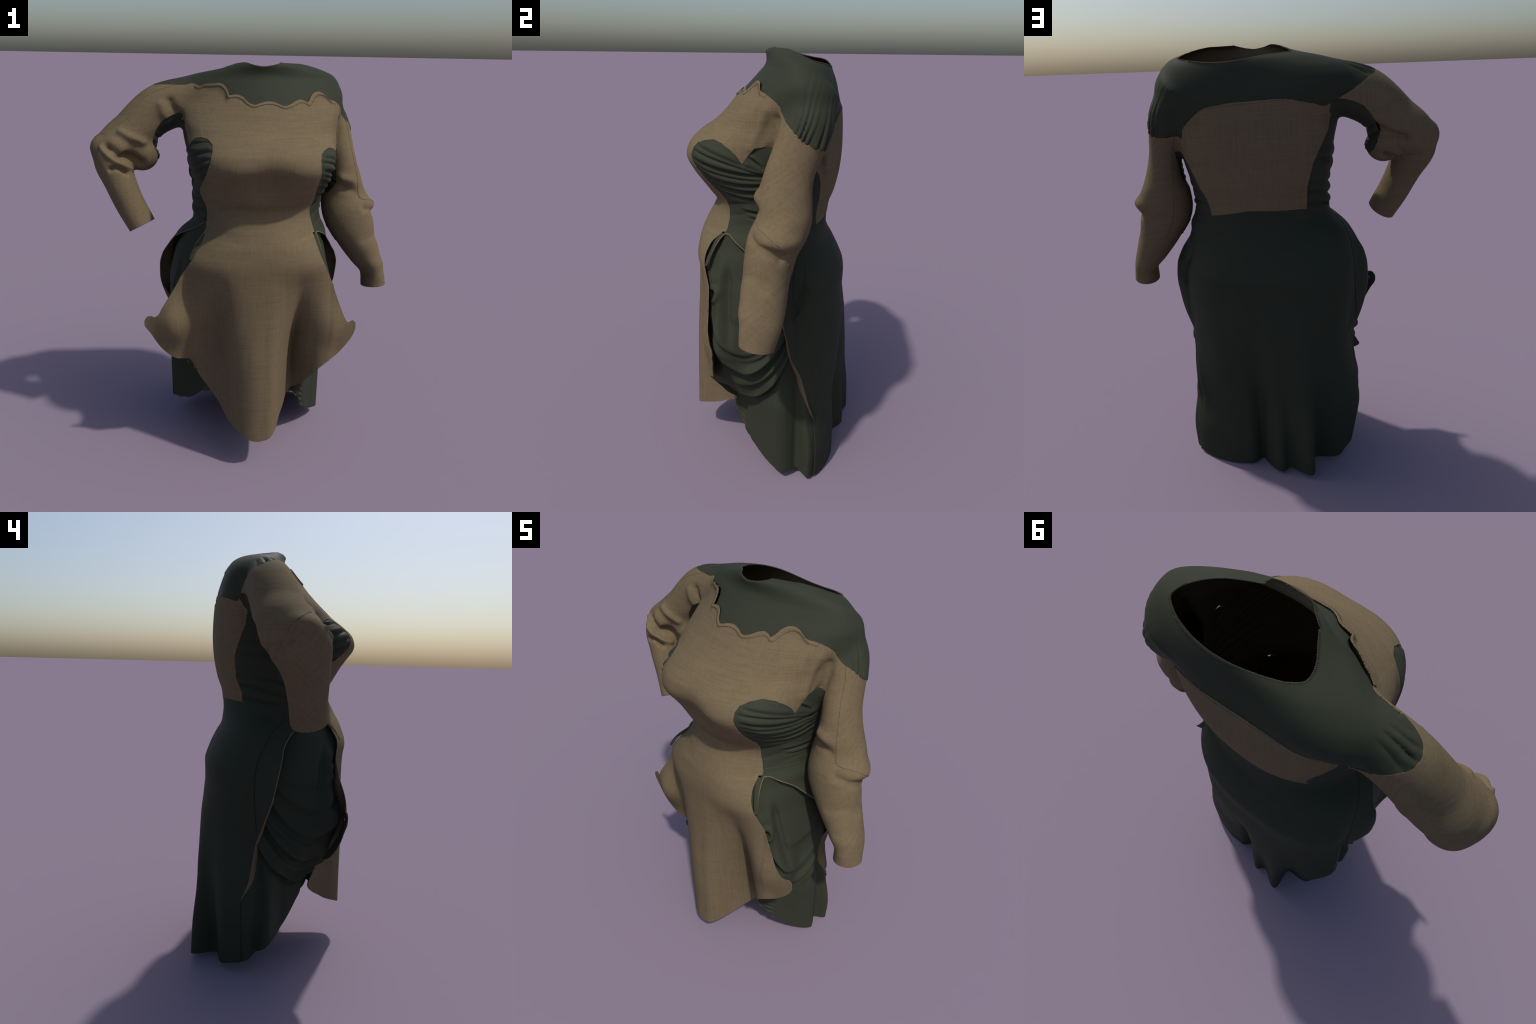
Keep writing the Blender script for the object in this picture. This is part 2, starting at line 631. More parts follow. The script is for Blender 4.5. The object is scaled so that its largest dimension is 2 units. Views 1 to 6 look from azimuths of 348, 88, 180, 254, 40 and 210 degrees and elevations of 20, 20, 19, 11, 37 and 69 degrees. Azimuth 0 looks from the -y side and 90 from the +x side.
# yoke: a closed line round the shoulders, seen from a point inside the chest
EYE = np.array([.08, .08, 1.70])
YOKE_LINE = np.array([
    (-.258, .246, 1.749), (-.330, .236, 1.790), (-.392, .210, 1.842), (-.428, .150, 1.872),
    (-.425, .105, 1.888), (-.375, .070, 1.900),
    (-.304, .05, 1.904), (-.248, .045, 1.900), (-.205, .010, 1.884), (-.183, .003, 1.889),
    (-.158, -.030, 1.902), (-.128, -.045, 1.903), (-.109, -.066, 1.890), (-.097, -.090, 1.866), (-.092, -.104, 1.849),
    (-.074, -.112, 1.854), (-.055, -.118, 1.855), (-.038, -.132, 1.848), (-.016, -.160, 1.825), (.009, -.178, 1.817),
    (.040, -.178, 1.827), (.070, -.178, 1.834), (.101, -.182, 1.829), (.124, -.188, 1.817), (.140, -.190, 1.812),
    (.172, -.188, 1.821), (.203, -.180, 1.838), (.228, -.170, 1.844), (.248, -.170, 1.839), (.262, -.175, 1.831),
    (.278, -.163, 1.843), (.296, -.142, 1.864), (.322, -.122, 1.877), (.350, -.112, 1.872), (.371, -.112, 1.857), (.392, -.113, 1.843),
    (.430, -.100, 1.837), (.470, -.068, 1.815), (.495, -.036, 1.780), (.527, -.014, 1.733),
    (.550, .010, 1.705), (.566, .038, 1.676), (.570, .080, 1.648), (.545, .130, 1.628), (.500, .155, 1.616),
    (.440, .158, 1.610), (.412, .160, 1.625), (.406, .172, 1.658),
    (.373, .204, 1.706), (.318, .232, 1.748), (.231, .257, 1.770), (.093, .272, 1.782), (-.043, .293, 1.791),
    (-.100, .298, 1.790), (-.152, .296, 1.779), (-.212, .273, 1.762)])


def sphere_angles(P):
    q = P - EYE
    return np.arctan2(q[:, 1], q[:, 0]), np.arctan2(q[:, 2], np.hypot(q[:, 0], q[:, 1])), np.linalg.norm(q, axis=1)


_ya, _ye, _ = sphere_angles(spline(YOKE_LINE, 900, closed=True))
_o = np.argsort(_ya)
_ya, _ye = _ya[_o], _ye[_o]


def yoke_f(P):
    a, e, r = sphere_angles(P)
    lim = np.interp(a, _ya, _ye, period=2 * math.pi)
    return (lim - e) * np.minimum(r, .5)


NECK = spline([(.386, .098), (.372, .070), (.320, .030), (.260, -.001), (.166, -.034), (.085, -.049), (.020, -.041),
               (-.030, -.004), (-.062, .050), (-.086, .108), (-.083, .146), (-.045, .172), (.009, .186), (.079, .193),
               (.133, .194), (.218, .185), (.293, .165), (.354, .134)], 160, closed=True)


def neck_f(P):
    f = -polygon_distance(P[:, :2], NECK)
    lip = P[:, 2] - 1.982 - .013 * np.exp(-((P[:, 0] + .02) ** 2 + (P[:, 1] + .03) ** 2) / .0036)
    lip = np.where(P[:, 1] < .01, lip - .030 * smoothstep(.06, .26, P[:, 0]), -1.0)
    return np.where(P[:, 2] > 1.84, np.maximum(f, lip), -1.0)


SIDE_RIGHT = [(339, 1.622), (335, 1.592), (331, 1.556), (328, 1.588), (324, 1.612), (318, 1.634), (311, 1.644), (304, 1.637),
              (299, 1.624), (296.6, 1.602), (296, 1.567), (297.5, 1.52), (299, 1.484), (302, 1.446), (306.5, 1.414),
              (309, 1.378), (309.5, 1.34), (311, 1.29), (312, 1.20), (395, 1.20), (393, 1.265), (390, 1.36),
              (387, 1.457), (384, 1.505), (380, 1.535), (372, 1.56), (360, 1.60), (348, 1.632)]
SIDE_LEFT = [(180, 1.735), (188, 1.715), (196, 1.672), (202, 1.640), (204, 1.658), (207, 1.674), (212, 1.683), (219, 1.680),
             (226, 1.660), (229, 1.630), (229.5, 1.593), (227, 1.553), (222, 1.515), (214, 1.475), (206, 1.440),
             (204, 1.42), (206, 1.40), (209, 1.37), (210, 1.327), (212, 1.20), (140, 1.20), (140.5, 1.295),
             (140, 1.337), (136, 1.40), (137, 1.505), (143, 1.584), (148, 1.644), (149.5, 1.704), (150, 1.742), (160, 1.750)]
RAD = math.radians(1) * .33


def side_f(P, which):
    """green side panel together with the strip that runs on along the inner sleeve"""
    th, z = angle_z(P)
    th = th % 360
    if which == "bent":
        th2, poly = th, SIDE_LEFT
    else:
        th2, poly = np.where(th < 180, th + 360, th), SIDE_RIGHT
    (db, tb, pb), (dl, tl, pl) = arms(P)
    f = polygon_distance(np.stack([th2 * RAD, z], 1), [(a * RAD, b) for a, b in poly])
    if which == "bent":
        f = np.maximum(f, -db - .03)
        dpsi = np.abs(np.degrees((pb % (2 * math.pi)) - math.pi))
        w = np.interp(tb, [0, .28, .36, .42, .46], [67, 67, 58, 40, 5])
        s = np.maximum(np.maximum((dpsi - w) * math.radians(1) * .11, (.12 - tb) * .9), (tb - .455) * .9)
        s = np.where(P[:, 0] < -.1, np.maximum(s, db - .02), 9)
    else:
        f = np.maximum(f, -dl - .030 * smoothstep(1.38, 1.47, z))
        w = np.interp(tl, [0, .40, .46], [44, 40, 10])
        s = np.maximum((np.abs(np.degrees(pl) + 12) - w) * math.radians(1) * .1, (.10 - tl) * .9)
        s = np.maximum(s, (tl - .455) * 1.0)
        s = np.where(P[:, 0] > .25, np.maximum(s, dl - .012), 9)
    return np.minimum(f, s)


def arm_end(P):
    """open cuffs: cut across each sleeve a little before its last station"""
    f = np.full(len(P), -1.0)
    for st, m in ((ARM_BENT, P[:, 0] < -.35), (ARM_LOW, P[:, 0] > .45)):
        out, t, u, v, s = dense(st)
        c, d = out[-1, :3] - t[-1] * .004, t[-1]
        q = (P - c) @ d
        near = m & (np.linalg.norm(P - c, axis=1) < .2)
        f = np.where(near, q, f)
    return f


WAIST_CUT = 1.235
A, T = clip(hull, T2, WAIST_CUT - np.where(np.abs(hull[:, 0] - .055) < .375, hull[:, 2], 9))
P = A[:, :3]
# the low sleeve stays whole below the waist line: only torso is cut there
(db, _, _), (dl, _, _) = arms(hull[:, :3])
fw = np.where(np.minimum(db, dl) > 0, WAIST_CUT - hull[:, 2], -1.0)
fw = np.maximum(np.minimum(WAIST_CUT - hull[:, 2], np.minimum(db, dl) + .0), -1)
A, T = clip(hull, T2, fw)
A, T = clip(A, T, arm_end(A[:, :3]))
A, T = clip(A, T, neck_f(A[:, :3]))


def split(A, T, f):
    v = f(A[:, :3])
    a, t = clip(A, T, v)
    b, s = clip(A, T, -v)
    return (a, t), (b, s)


yoke, rest = split(A, T, yoke_f)
side_l, rest = split(*rest, lambda P: side_f(P, "bent"))
side_r, rest = split(*rest, lambda P: side_f(P, "low"))


def outer_low(P):
    _, (d, t, ps) = arms(P)
    dg = np.degrees(ps) % 360
    front = np.interp(t, [.10, .19, .26, .41, .52, .56], [230, 235, 242, 245, 243, 233])
    back = 62.0
    f = np.maximum(dg - front, back - dg) * math.radians(1) * .1
    end = np.interp(dg, [60, 110, 135, 145, 160, 177, 200, 217, 233, 245], [.70, .68, .655, .62, .592, .572, .556, .552, .545, .53])
    f = np.maximum(f, (t - end) * 1.0)
    return np.where(P[:, 0] > .25, np.maximum(f, d), 9)


def outer_bent(P):
    (d, t, ps), _ = arms(P)
    dg = np.degrees(ps)
    front = np.interp(t, [.2, .3, .41, .57], [-38, -36, -49, -42])
    f = np.maximum(front - dg, dg - 175) * math.radians(1) * .1
    end = np.interp(dg, [-42, 0, 22, 50, 69, 82, 120, 175], [.565, .58, .583, .592, .608, .62, .66, .70])
    f = np.maximum(f, (t - end) * 1.0)
    return np.where(P[:, 0] < -.1, np.maximum(f, d), 9)


out_r, rest = split(*rest, outer_low)
out_l, rest = split(*rest, outer_bent)
arm_r, rest = split(*rest, lambda P: np.where(P[:, 0] > .25, arms(P)[1][0], 9))
arm_l, rest = split(*rest, lambda P: np.where(P[:, 0] < -.1, arms(P)[0][0], 9))
back_p, front_p = split(*rest, lambda P: -(P[:, 1] - .02 + .09 * (P[:, 0] - CEN[0])))


def waist_line(th):
    return np.interp(th, [-62, -49.8, -47.5, 20, 33, 77, 132, 150, 180, 207, 211, 242], [1.230, 1.230, 1.262, 1.262, 1.275, 1.307, 1.302, 1.296, 1.290, 1.288, 1.230, 1.230])


back_p = clip(*back_p, waist_line((np.degrees(np.arctan2(back_p[0][:, 1], back_p[0][:, 0] - CEN[0])) + 100) % 360 - 100) - .004 - back_p[0][:, 2])

# ---- folds -----------------------------------------------------------------
CREASES = [  # polyline (snapped to the cloth), width, height (minus = valley)
    ([(-.676, -.06, 1.655), (-.638, -.06, 1.622), (-.590, -.05, 1.585), (-.537, -.02, 1.558), (-.512, .0, 1.528)], .021, -.026),
    ([(-.605, -.04, 1.712), (-.547, -.02, 1.662), (-.485, .0, 1.632)], .018, .013),
    ([(-.708, -.04, 1.645), (-.654, -.07, 1.588), (-.611, -.08, 1.566), (-.563, -.06, 1.552), (-.522, -.02, 1.515)], .013, .014),
    ([(-.655, -.08, 1.520), (-.600, -.08, 1.534), (-.545, -.05, 1.512)], .011, -.022),
    ([(-.430, .21, 1.645), (-.480, .23, 1.610), (-.550, .25, 1.590)], .022, -.022),
    ([(-.455, .19, 1.565), (-.500, .20, 1.545), (-.545, .19, 1.510)], .024, .016),
    ([(-.500, .18, 1.515), (-.530, .17, 1.500)], .015, -.026),
    ([(-.700, .14, 1.560), (-.640, .19, 1.535), (-.590, .18, 1.515)], .014, -.010),
    ([(-.365, -.03, 1.830), (-.350, -.03, 1.780), (-.335, -.03, 1.730)], .020, -.014),
    ([(-.405, -.02, 1.810), (-.385, -.02, 1.745)], .020, .009),
    ([(.490, -.080, 1.740), (.470, -.10, 1.660), (.450, -.12, 1.590)], .018, -.012),
    ([(.462, -.105, 1.760), (.440, -.135, 1.680), (.422, -.15, 1.625)], .022, .008),
    ([(.610, -.105, 1.330), (.660, -.070, 1.318), (.672, -.03, 1.300)], .015, .003),
    ([(.590, -.125, 1.300), (.640, -.085, 1.280), (.665, -.03, 1.245)], .022, -.015),
    ([(.470, -.120, 1.460), (.520, -.130, 1.450)], .022, .014),
    ([(.480, -.130, 1.405), (.540, -.135, 1.395)], .020, -.010),
    ([(.600, -.16, 1.150), (.640, -.15, 1.165), (.690, -.10, 1.150)], .030, -.006),
    ([(.640, -.17, 1.020), (.690, -.14, 1.000)], .030, .005),
    ([(.40, .158, 1.600), (.385, .165, 1.560)], .018, .012),
    ([(.405, .15, 1.575), (.360, .16, 1.500)], .014, -.010),
]
CREASES = [(spline(on_hull(spline(np.array(p), 8), 14)[0], 14), w, h) for p, w, h in CREASES]
LEFT_CREASES = [
    (-.240, 1.668, -.110, 1.645, .006, .008, .005), (-.300, 1.640, -.100, 1.590, .008, .010, .008), (-.315, 1.606, -.080, 1.545, .010, .009, .007),
    (-.320, 1.575, -.060, 1.510, .012, .011, .010), (-.305, 1.540, -.040, 1.482, .012, .009, .008), (-.250, 1.500, .000, 1.455, .010, .011, .009)]
BUST_CREASES = [  # front end (y, z), end at the armhole (y, z), sag, width, height
    (-.375, 1.612, -.090, 1.528, .004, .010, .006), (-.390, 1.590, -.090, 1.515, .002, .008, .007),
    (-.385, 1.553, -.100, 1.508, .012, .011, .010), (-.370, 1.528, -.100, 1.492, .014, .008, .006),
    (-.355, 1.500, -.090, 1.470, .020, .012, .010), (-.320, 1.462, -.080, 1.440, .018, .013, .011),
    (-.290, 1.425, -.060, 1.412, .016, .010, .007), (-.180, 1.345, .060, 1.330, .000, .008, .006),
    (-.160, 1.318, .080, 1.305, .002, .007, .005), (-.240, 1.640, -.110, 1.560, .0, .008, .004), (-.150, 1.585, -.100, 1.545, .0, .007, .005)]


def neck_lip(P):
    """the front of the neck edge rolls outwards"""
    return .005 * smoothstep(1.945, 1.985, P[:, 2]) * smoothstep(.05, -.03, P[:, 1]) * smoothstep(.28, .10, P[:, 0])


def folds(P, kind):
    d = np.zeros(len(P))
    if kind == "brown":
        for pts, w, h in CREASES:
            d += h * bump(segment_distance(P, pts), w)
        d += .0025 * ripple(P, 22, 3, 2) * (np.abs(P[:, 0] - .07) > .3)
    if kind == "yoke":
        (db, tb, pb), (dl, tl, pl) = arms(P)
        f = -yoke_f(P)
        ph = np.degrees(pl) % 360
        near = np.exp(-f / .075) * smoothstep(.40, .47, P[:, 0]) * smoothstep(80, 110, ph) * smoothstep(232, 205, ph)
        t = ph / 17 + .45 * np.sin(ph / 15.0) + 5 * f * np.sin(ph / 23)
        d += near * (.017 + .009 * np.sin(ph / 9.0) + .004 * np.sin(ph / 4.1)) * (ridge(t) - .45) * (.6 + .4 * smoothstep(0, .015, f))
        near = np.exp(-f / .075) * smoothstep(-.30, -.36, P[:, 0])
        ph = np.degrees(pb)
        t = ph / 24 + .3 * np.sin(ph / 19.0) + 8 * f * np.sin(ph / 31)
        d += near * (.013 + .007 * np.sin(ph / 11.0)) * (ridge(t) - .7) * smoothstep(-.004, .018, f)
        d += .005 * np.exp(-f / .020) * ((P[:, 0] > .47) | (P[:, 0] < -.34))
        d += neck_lip(P)
    if kind == "side":
        x, y, z = P.T
        n = ripple(P, 9, 5, 2)
        right = x > .07
        # bust gathers that run together towards the armhole
        if right.any():
            for y0, z0, y1, z1, sag, w, h in BUST_CREASES:
                u = (y - y0) / (y1 - y0)
                zc = z0 + (z1 - z0) * np.clip(u, -.1, 1.1) - sag * 4 * np.clip(u, 0, 1) * (1 - np.clip(u, 0, 1)) + .004 * n
                q = (z - zc) / w
                env = smoothstep(-.06, .12, u) * smoothstep(1.25, 1.0, u) * right
                d += env * h * (.9 * np.exp(-((q - 1.6) / 1.5) ** 2) - np.exp(-(q / .75) ** 2))
        # waist wrinkles
        t = z / .050 + .8 * n + 1.0 * y
        w = smoothstep(1.46, 1.38, z) * smoothstep(1.255, 1.30, z)
        w = np.where(right, w * (.35 + .65 * smoothstep(-.05, .08, y)), w)
        d += w * (.012 + .006 * ripple(P, 8, 78, 1)) * (ridge(t) - .45)
        for y0, z0, y1, z1, sag, w, h in LEFT_CREASES:
            u = (y - y0) / (y1 - y0)
            zc = z0 + (z1 - z0) * np.clip(u, -.2, 1.2) - sag * 4 * np.clip(u, 0, 1) * (1 - np.clip(u, 0, 1)) + .006 * n
            q = (z - zc) / w
            env = smoothstep(-.25, .05, u) * smoothstep(1.35, .9, u) * ~right
            d += env * h * (.9 * np.exp(-((q - 1.6) / 1.5) ** 2) - np.exp(-(q / .75) ** 2))
        d += np.where(~right & (x > -.33), smoothstep(1.43, 1.5, z) * smoothstep(1.60, 1.54, z) * smoothstep(-.08, .0, y) * (.010 * ridge(t * .8) - .004), 0)
        # creases inside the bent sleeve
        (db, tb, pb), _ = arms(P)
        a = smoothstep(.34, .42, tb) * (db < 0)
        d += a * (.016 * ridge(tb * 26 + .4 * n) - .008)
        d += (db < 0) * .004 * ripple(P, 40, 9, 2)
    if kind == "side":
        edge = np.minimum(np.abs(side_f(P, "bent")), np.abs(side_f(P, "low")))
        d = d * (.12 + .88 * smoothstep(0, .016, edge))
    return d


def hem_lift(P):
    """the tan front stands a little proud along its scalloped, turned edge"""
    f = yoke_f(P)
    x, y, z = P.T
    on = (y < .06) & (x > -.24) & (x < .42)
    d = on * .0035 * smoothstep(.016, .012, f)
    peak = bump(x + .135, .07) + .7 * bump(x - .33, .05) + .25 * bump(x - .225, .04)
    d += on * .009 * peak * smoothstep(.045, .0, f) * (z > 1.80)
    return d


def panel(name, part, kind, outer, thick, mats):
    A, T = part
    P, N = A[:, :3], A[:, 3:]
    N = N / np.linalg.norm(N, axis=1)[:, None]
    d = folds(P, kind)
    if name == "front_bodice":
        d = d + hem_lift(P)
    P2 = P + N * d[:, None]
    if name == "yoke":
        global YOKE_MESH
        YOKE_MESH = P2, T, N
    if kind != "brown":
        N = vertex_normals(P2, T)
    if name == "front_bodice":
        shade = vertex_normals(P2, T)
        k = np.where(P2[:, 2] < 1.31)[0]
        _, g = on_hull(P2[k], 1)
        w = smoothstep(1.30, 1.26, P2[k, 2])[:, None]
        shade[k] = shade[k] * (1 - w) + g * w
        shade /= np.linalg.norm(shade, axis=1)[:, None]
        return cloth(name, P2, N, T, outer, thick, mats, dress, seam=lambda m: (m[:, 2] < WAIST_CUT + .002) & (np.abs(m[:, 0] - .03) < .235), shade=shade)
    return cloth(name, P2, N, T, outer, thick, mats, dress, rim=lambda m: np.zeros(len(m), int) if kind != "brown" else np.ones(len(m), int))


panel("yoke", yoke, "yoke", .0, .003, [green, lining, lining])
panel("side_panel", side_l, "side", .0, .003, [green, lining, green])
panel("side_panel", side_r, "side", .0, .003, [green, lining, green])
panel("front_bodice", front_p, "brown", .003, .005, [brown, lining])
panel("back_bodice", back_p, "brown", .003, .005, [brown, lining])
panel("sleeve", arm_r, "brown", .003, .005, [brown_bias, lining])
panel("sleeve", arm_l, "brown", .003, .005, [brown_bias, lining])
panel("outer_sleeve", out_r, "brown", .0055, .007, [brown_bias, lining])
panel("outer_sleeve", out_l, "brown", .0045, .007, [brown, lining])

# ---- apron front ------------------------------------------------------------
APRON = [(.2805, WAIST_CUT + .006), (.289, 1.19), (.304, 1.144), (.333, 1.083), (.370, 1.005), (.418, .880), (.452, .800), (.467, .775),
         (.480, .764), (.494, .766), (.506, .770), (.518, .760), (.524, .738), (.520, .705), (.503, .668), (.462, .615),
         (.432, .585), (.385, .562), (.340, .525), (.300, .460), (.262, .374), (.226, .322), (.172, .280), (.133, .240),
         (.095, .212), (.052, .188), (-.003, .179), (-.053, .190), (-.100, .218), (-.137, .251), (-.160, .290), (-.188, .325),
         (-.222, .370), (-.262, .435), (-.292, .500), (-.326, .550), (-.384, .570), (-.449, .637), (-.506, .738), (-.531, .778),
         (-.531, .806), (-.516, .828), (-.498, .831), (-.484, .826), (-.467, .838), (-.446, .875), (-.417, .921), (-.384, .971),
         (-.350, 1.033), (-.318, 1.085), (-.285, 1.140), (-.243, 1.205), (-.2225, WAIST_CUT + .006)]
HEM_DEPTH = np.array([(-.56, -.210), (-.50, -.202), (-.45, -.196), (-.384, -.186), (-.33, -.172), (-.275, -.160), (-.245, -.156), (-.218, -.166),
                      (-.186, -.200), (-.156, -.253), (-.137, -.305), (-.10, -.368), (-.05, -.412), (.02, -.428), (.075, -.414),
                      (.105, -.372), (.131, -.318), (.166, -.268), (.197, -.222), (.224, -.206), (.252, -.224), (.278, -.268),
                      (.318, -.322), (.37, -.338), (.43, -.316), (.50, -.312), (.54, -.312)])
outline = spline(APRON[1:-1], 500)
outline = np.vstack([APRON[0], outline, APRON[-1], (APRON[-1][0], 1.27), (APRON[0][0], 1.27)])
HEM_Z = outline[outline[:, 1].argsort()]


def hull_front(x, z, iso):
    """depth of the hull's front at (x, z), clamped beside the body"""
    y = np.full(len(x), -.60)
    for _ in range(60):
        d = hull_sdf(np.stack([x, y, z], 1)) - iso
        y = np.minimum(y + np.clip(d * .55, -.02, .03), .0)
    return y


step = .0055
gx, gz = np.meshgrid(np.arange(-.56, .56, step), np.arange(.15, WAIST_CUT + step * .5, step))
gz = gz + (WAIST_CUT + .006 - gz.max())
nzz, nxx = gx.shape
i = np.arange(gx.size).reshape(nzz, nxx)
q = np.stack([i[:-1, :-1], i[:-1, 1:], i[1:, 1:], i[1:, :-1]], -1).reshape(-1, 4)
T = np.concatenate([q[:, [0, 1, 2]], q[:, [0, 2, 3]]])
A = np.stack([gx.ravel(), gz.ravel()], 1)
A, T = clip(A, T, polygon_distance(A, outline))
x, z = A.T
low_x = np.linspace(-.55, .55, 221)
low_z = np.array([HEM_Z[np.abs(HEM_Z[:, 0] - c) < .012][:, 1].min() if (np.abs(HEM_Z[:, 0] - c) < .012).any() else .78 for c in low_x])
low_z = np.convolve(np.pad(low_z, 4, "edge"), np.ones(9) / 9, "valid")


def apron_depth(x, z):
    """depth of the front: the hull down to the belly, then falling in three flutes to the hem"""
    zc = 1.08 + np.logaddexp(0, (z - 1.08) / .03) * .03          # soft clamp at the belly
    top = hull_front(np.clip(x, -.34, .37), zc, .0)
    edge = -.235 - .05 * smoothstep(0, .3, x)
    flat = edge - np.logaddexp(0, (edge - top) / .02) * .02
    k = smoothstep(1.22, 1.12, z)
    top = np.minimum(top, -.15) * (1 - k) + flat * k
    hem = pchip_free(x, HEM_DEPTH[:, 0], HEM_DEPTH[:, 1])
    zh = np.interp(x, low_x, low_z)
    w = np.clip((1.13 - z) / (1.13 - zh), 0, 1.15)
    w = w ** 1.05 * smoothstep(-.02, .16, w)
    flute = .072 * bump(x - .208, .033) * bump(z - .60, .25) + .040 * bump(x + .20, .05) * bump(z - .72, .22)
    flute = flute - .030 * bump(x - .40, .07) * bump(z - .76, .11) - .060 * bump(x + .39, .080) * bump(z - .78, .12)
    flute = flute - .012 * bump(x + .02, .09) * bump(z - .62, .25)
    return top * (1 - w) + hem * w + flute * smoothstep(1.10, .95, z) + .0005 * smoothstep(WAIST_CUT - .001, WAIST_CUT + .003, z)


y = apron_depth(x, z)
P = np.stack([x, y, z], 1)
N = vertex_normals(P, T)
if N[:, 1].sum() > 0:
    T, N = T[:, ::-1], -N
P = P + N * (.0015 * ripple(P, 18, 41, 2) * smoothstep(1.2, 1.0, z))[:, None]
N = vertex_normals(P, T)
kk = np.where((z > 1.17) & (x > -.26) & (x < .31))[0]
_, g = on_hull(P[kk] - N[kk] * .003, 1)
w = smoothstep(1.175, 1.215, z[kk])[:, None]
N[kk] = N[kk] * (1 - w) + g * w
N /= np.linalg.norm(N, axis=1)[:, None]
P = P + N * .003


def behind_apron(P, gap_):
    """keep an inner layer behind the apron front"""
    inside = -polygon_distance(P[:, [0, 2]], outline)
    y = apron_depth(P[:, 0], P[:, 2]) + gap_
    k = smoothstep(-.012, .012, inside)
    y2 = np.where(P[:, 1] < y, y, P[:, 1])
    P = P.copy()
    P[:, 1] = P[:, 1] * (1 - k) + y2 * k
    return P


cloth("apron", P, N, T, .0, .004, [brown, lining], dress, seam=lambda m: m[:, 2] > WAIST_CUT + .003, shade=N)
AP, AN, AT = P, N, T

# green facing and snap on the back of both apron tips
for sgn in (-1, 1):
    line = (-.43 if sgn < 0 else .45)
    f = (x - line - .03 * ((z - .80) / .15) ** 2 * -sgn) * -sgn
    a, t = clip(np.hstack([P, N]), T, f)
    cloth("tip_facing", a[:, :3], a[:, 3:], t, -.0042, .002, [green, green], dress)
    c = np.array((-.497, .0, .793) if sgn < 0 else (.492, .0, .735))
    kk = np.argmin((P[:, 0] - c[0]) ** 2 + (P[:, 2] - c[2]) ** 2)
    n = -N[kk]
    pos = P[kk] + n * .0064
    prof = [(0, .0035), (.002, .0035), (.0026, .001), (.0045, .0012), (.006, .0032), (.0085, .0034), (.0098, .002), (.0100, 0)]
    m = 28
    ang = np.arange(m) * math.tau / m
    ux = np.cross(n, (0, 0, 1.0))
    ux /= np.linalg.norm(ux)
    uy = np.cross(n, ux)
    BV = np.vstack([pos + n * h + rad * (np.cos(ang)[:, None] * ux + np.sin(ang)[:, None] * uy) for rad, h in prof])
    BT = []
    for r_ in range(len(prof) - 1):
        for j in range(m):
            BT += [(r_ * m + j, r_ * m + (j + 1) % m, (r_ + 1) * m + (j + 1) % m), (r_ * m + j, (r_ + 1) * m + (j + 1) % m, (r_ + 1) * m + j)]
    add_object("snap_button", BV, np.array(BT), [metal], dress)


# ---- skirt -----------------------------------------------------------------
TURN = .20                        # the hips stand turned further than the chest
SKIRT = np.array([  # height, left, right, front, back half widths
    (0.00, .460, .412, .26, .308), (.15, .490, .425, .28, .308), (.34, .506, .430, .30, .300), (.42, .494, .404, .32, .305),
    (.50, .474, .384, .33, .315), (.60, .454, .366, .34, .321), (.72, .446, .366, .35, .324), (.82, .456, .372, .36, .316),
    (.90, .463, .380, .37, .308), (.98, .465, .384, .38, .309), (1.05, .457, .373, .38, .288), (1.12, .437, .360, .375, .255),
    (1.18, .405, .343, .37, .222), (1.23, .370, .332, .355, .214), (1.28, .345, .318, .335, .212), (1.32, .34, .31, .33, .215)])
UNDER_FRONT = np.array([(0, .10), (.15, .13), (.30, .190), (.38, .225), (.44, .270), (.50, .305), (.60, .345), (.70, .365), (.80, .375),
                        (.90, .370), (1.0, .362), (1.1, .356), (1.2, .345), (1.32, .31)])
HEM_FOLDS = [(116, .108, 6.6), (99, .050, 6), (82, -.056, 6), (128.5, -.022, 5), (140, .028, 6), (68, -.008, 7)]
SIDE_FOLDS = [(161.5, -.050, 3.6), (151, .010, 6), (11, -.050, 4.2)]


def skirt_radius(th, z, under):
    a = np.radians(th) + TURN
    c, s = np.cos(a), np.sin(a)
    col = [pchip(z, SKIRT[:, 0], SKIRT[:, k]) for k in range(1, 5)]
    xr = col[1]
    if under:
        # the drape billows forward of the slit on the hanging-arm side, and tucks in below
        xr = xr + .036 * smoothstep(12, -16, th) * smoothstep(.42, .62, z) * smoothstep(1.05, .80, z) + .008 * smoothstep(12, -16, th) * smoothstep(.42, .62, z)
    yf = pchip(z, UNDER_FRONT[:, 0], UNDER_FRONT[:, 1]) + .035 * bump(z - .66, .15) * (c < 0) if under else col[2]
    xl = col[0] + (.016 * bump(z - .66, .14) * smoothstep(158, 170, th) if under else 0)
    ax = np.where(c < 0, xl, xr)
    by = np.where(s < 0, yf, col[3])
    p = np.where(s < 0, 2.3 + .7 * smoothstep(.40, .62, z) - .6 * smoothstep(1.10, 1.25, z), 2.2 + .5 * smoothstep(.35, .10, z) * (c > 0) + .65 * smoothstep(1.12, .92, z) * smoothstep(.10, .42, z) * (c < 0))
    r = ((np.abs(c) / ax) ** p + (np.abs(s) / by) ** p) ** (-1 / p)
    w = smoothstep(.93, -.02, z)
    ws = smoothstep(.62, .15, z)
    for c0, h, wd in HEM_FOLDS:
        k = .55 + .45 * smoothstep(.7, 0, z)
        r = r + w * h * bump(th - c0, wd / k)
    for c0, h, wd in SIDE_FOLDS:
        r = r + ws * h * bump(th - c0, wd)
    return r


def slit_flare(edge, z):
    """the slit edges stand away from the hips, most at seat height"""
    h = pchip(z, [.66, .76, .84, .92, .99, 1.05, 1.11, 1.20], [.0, .034, .046, .052, .049, .040, .020, .0])
    h = np.where((z < .66) | (z > 1.2), 0, h)
    return h * (1 - smoothstep(-.005, .100, edge)) ** 1.2


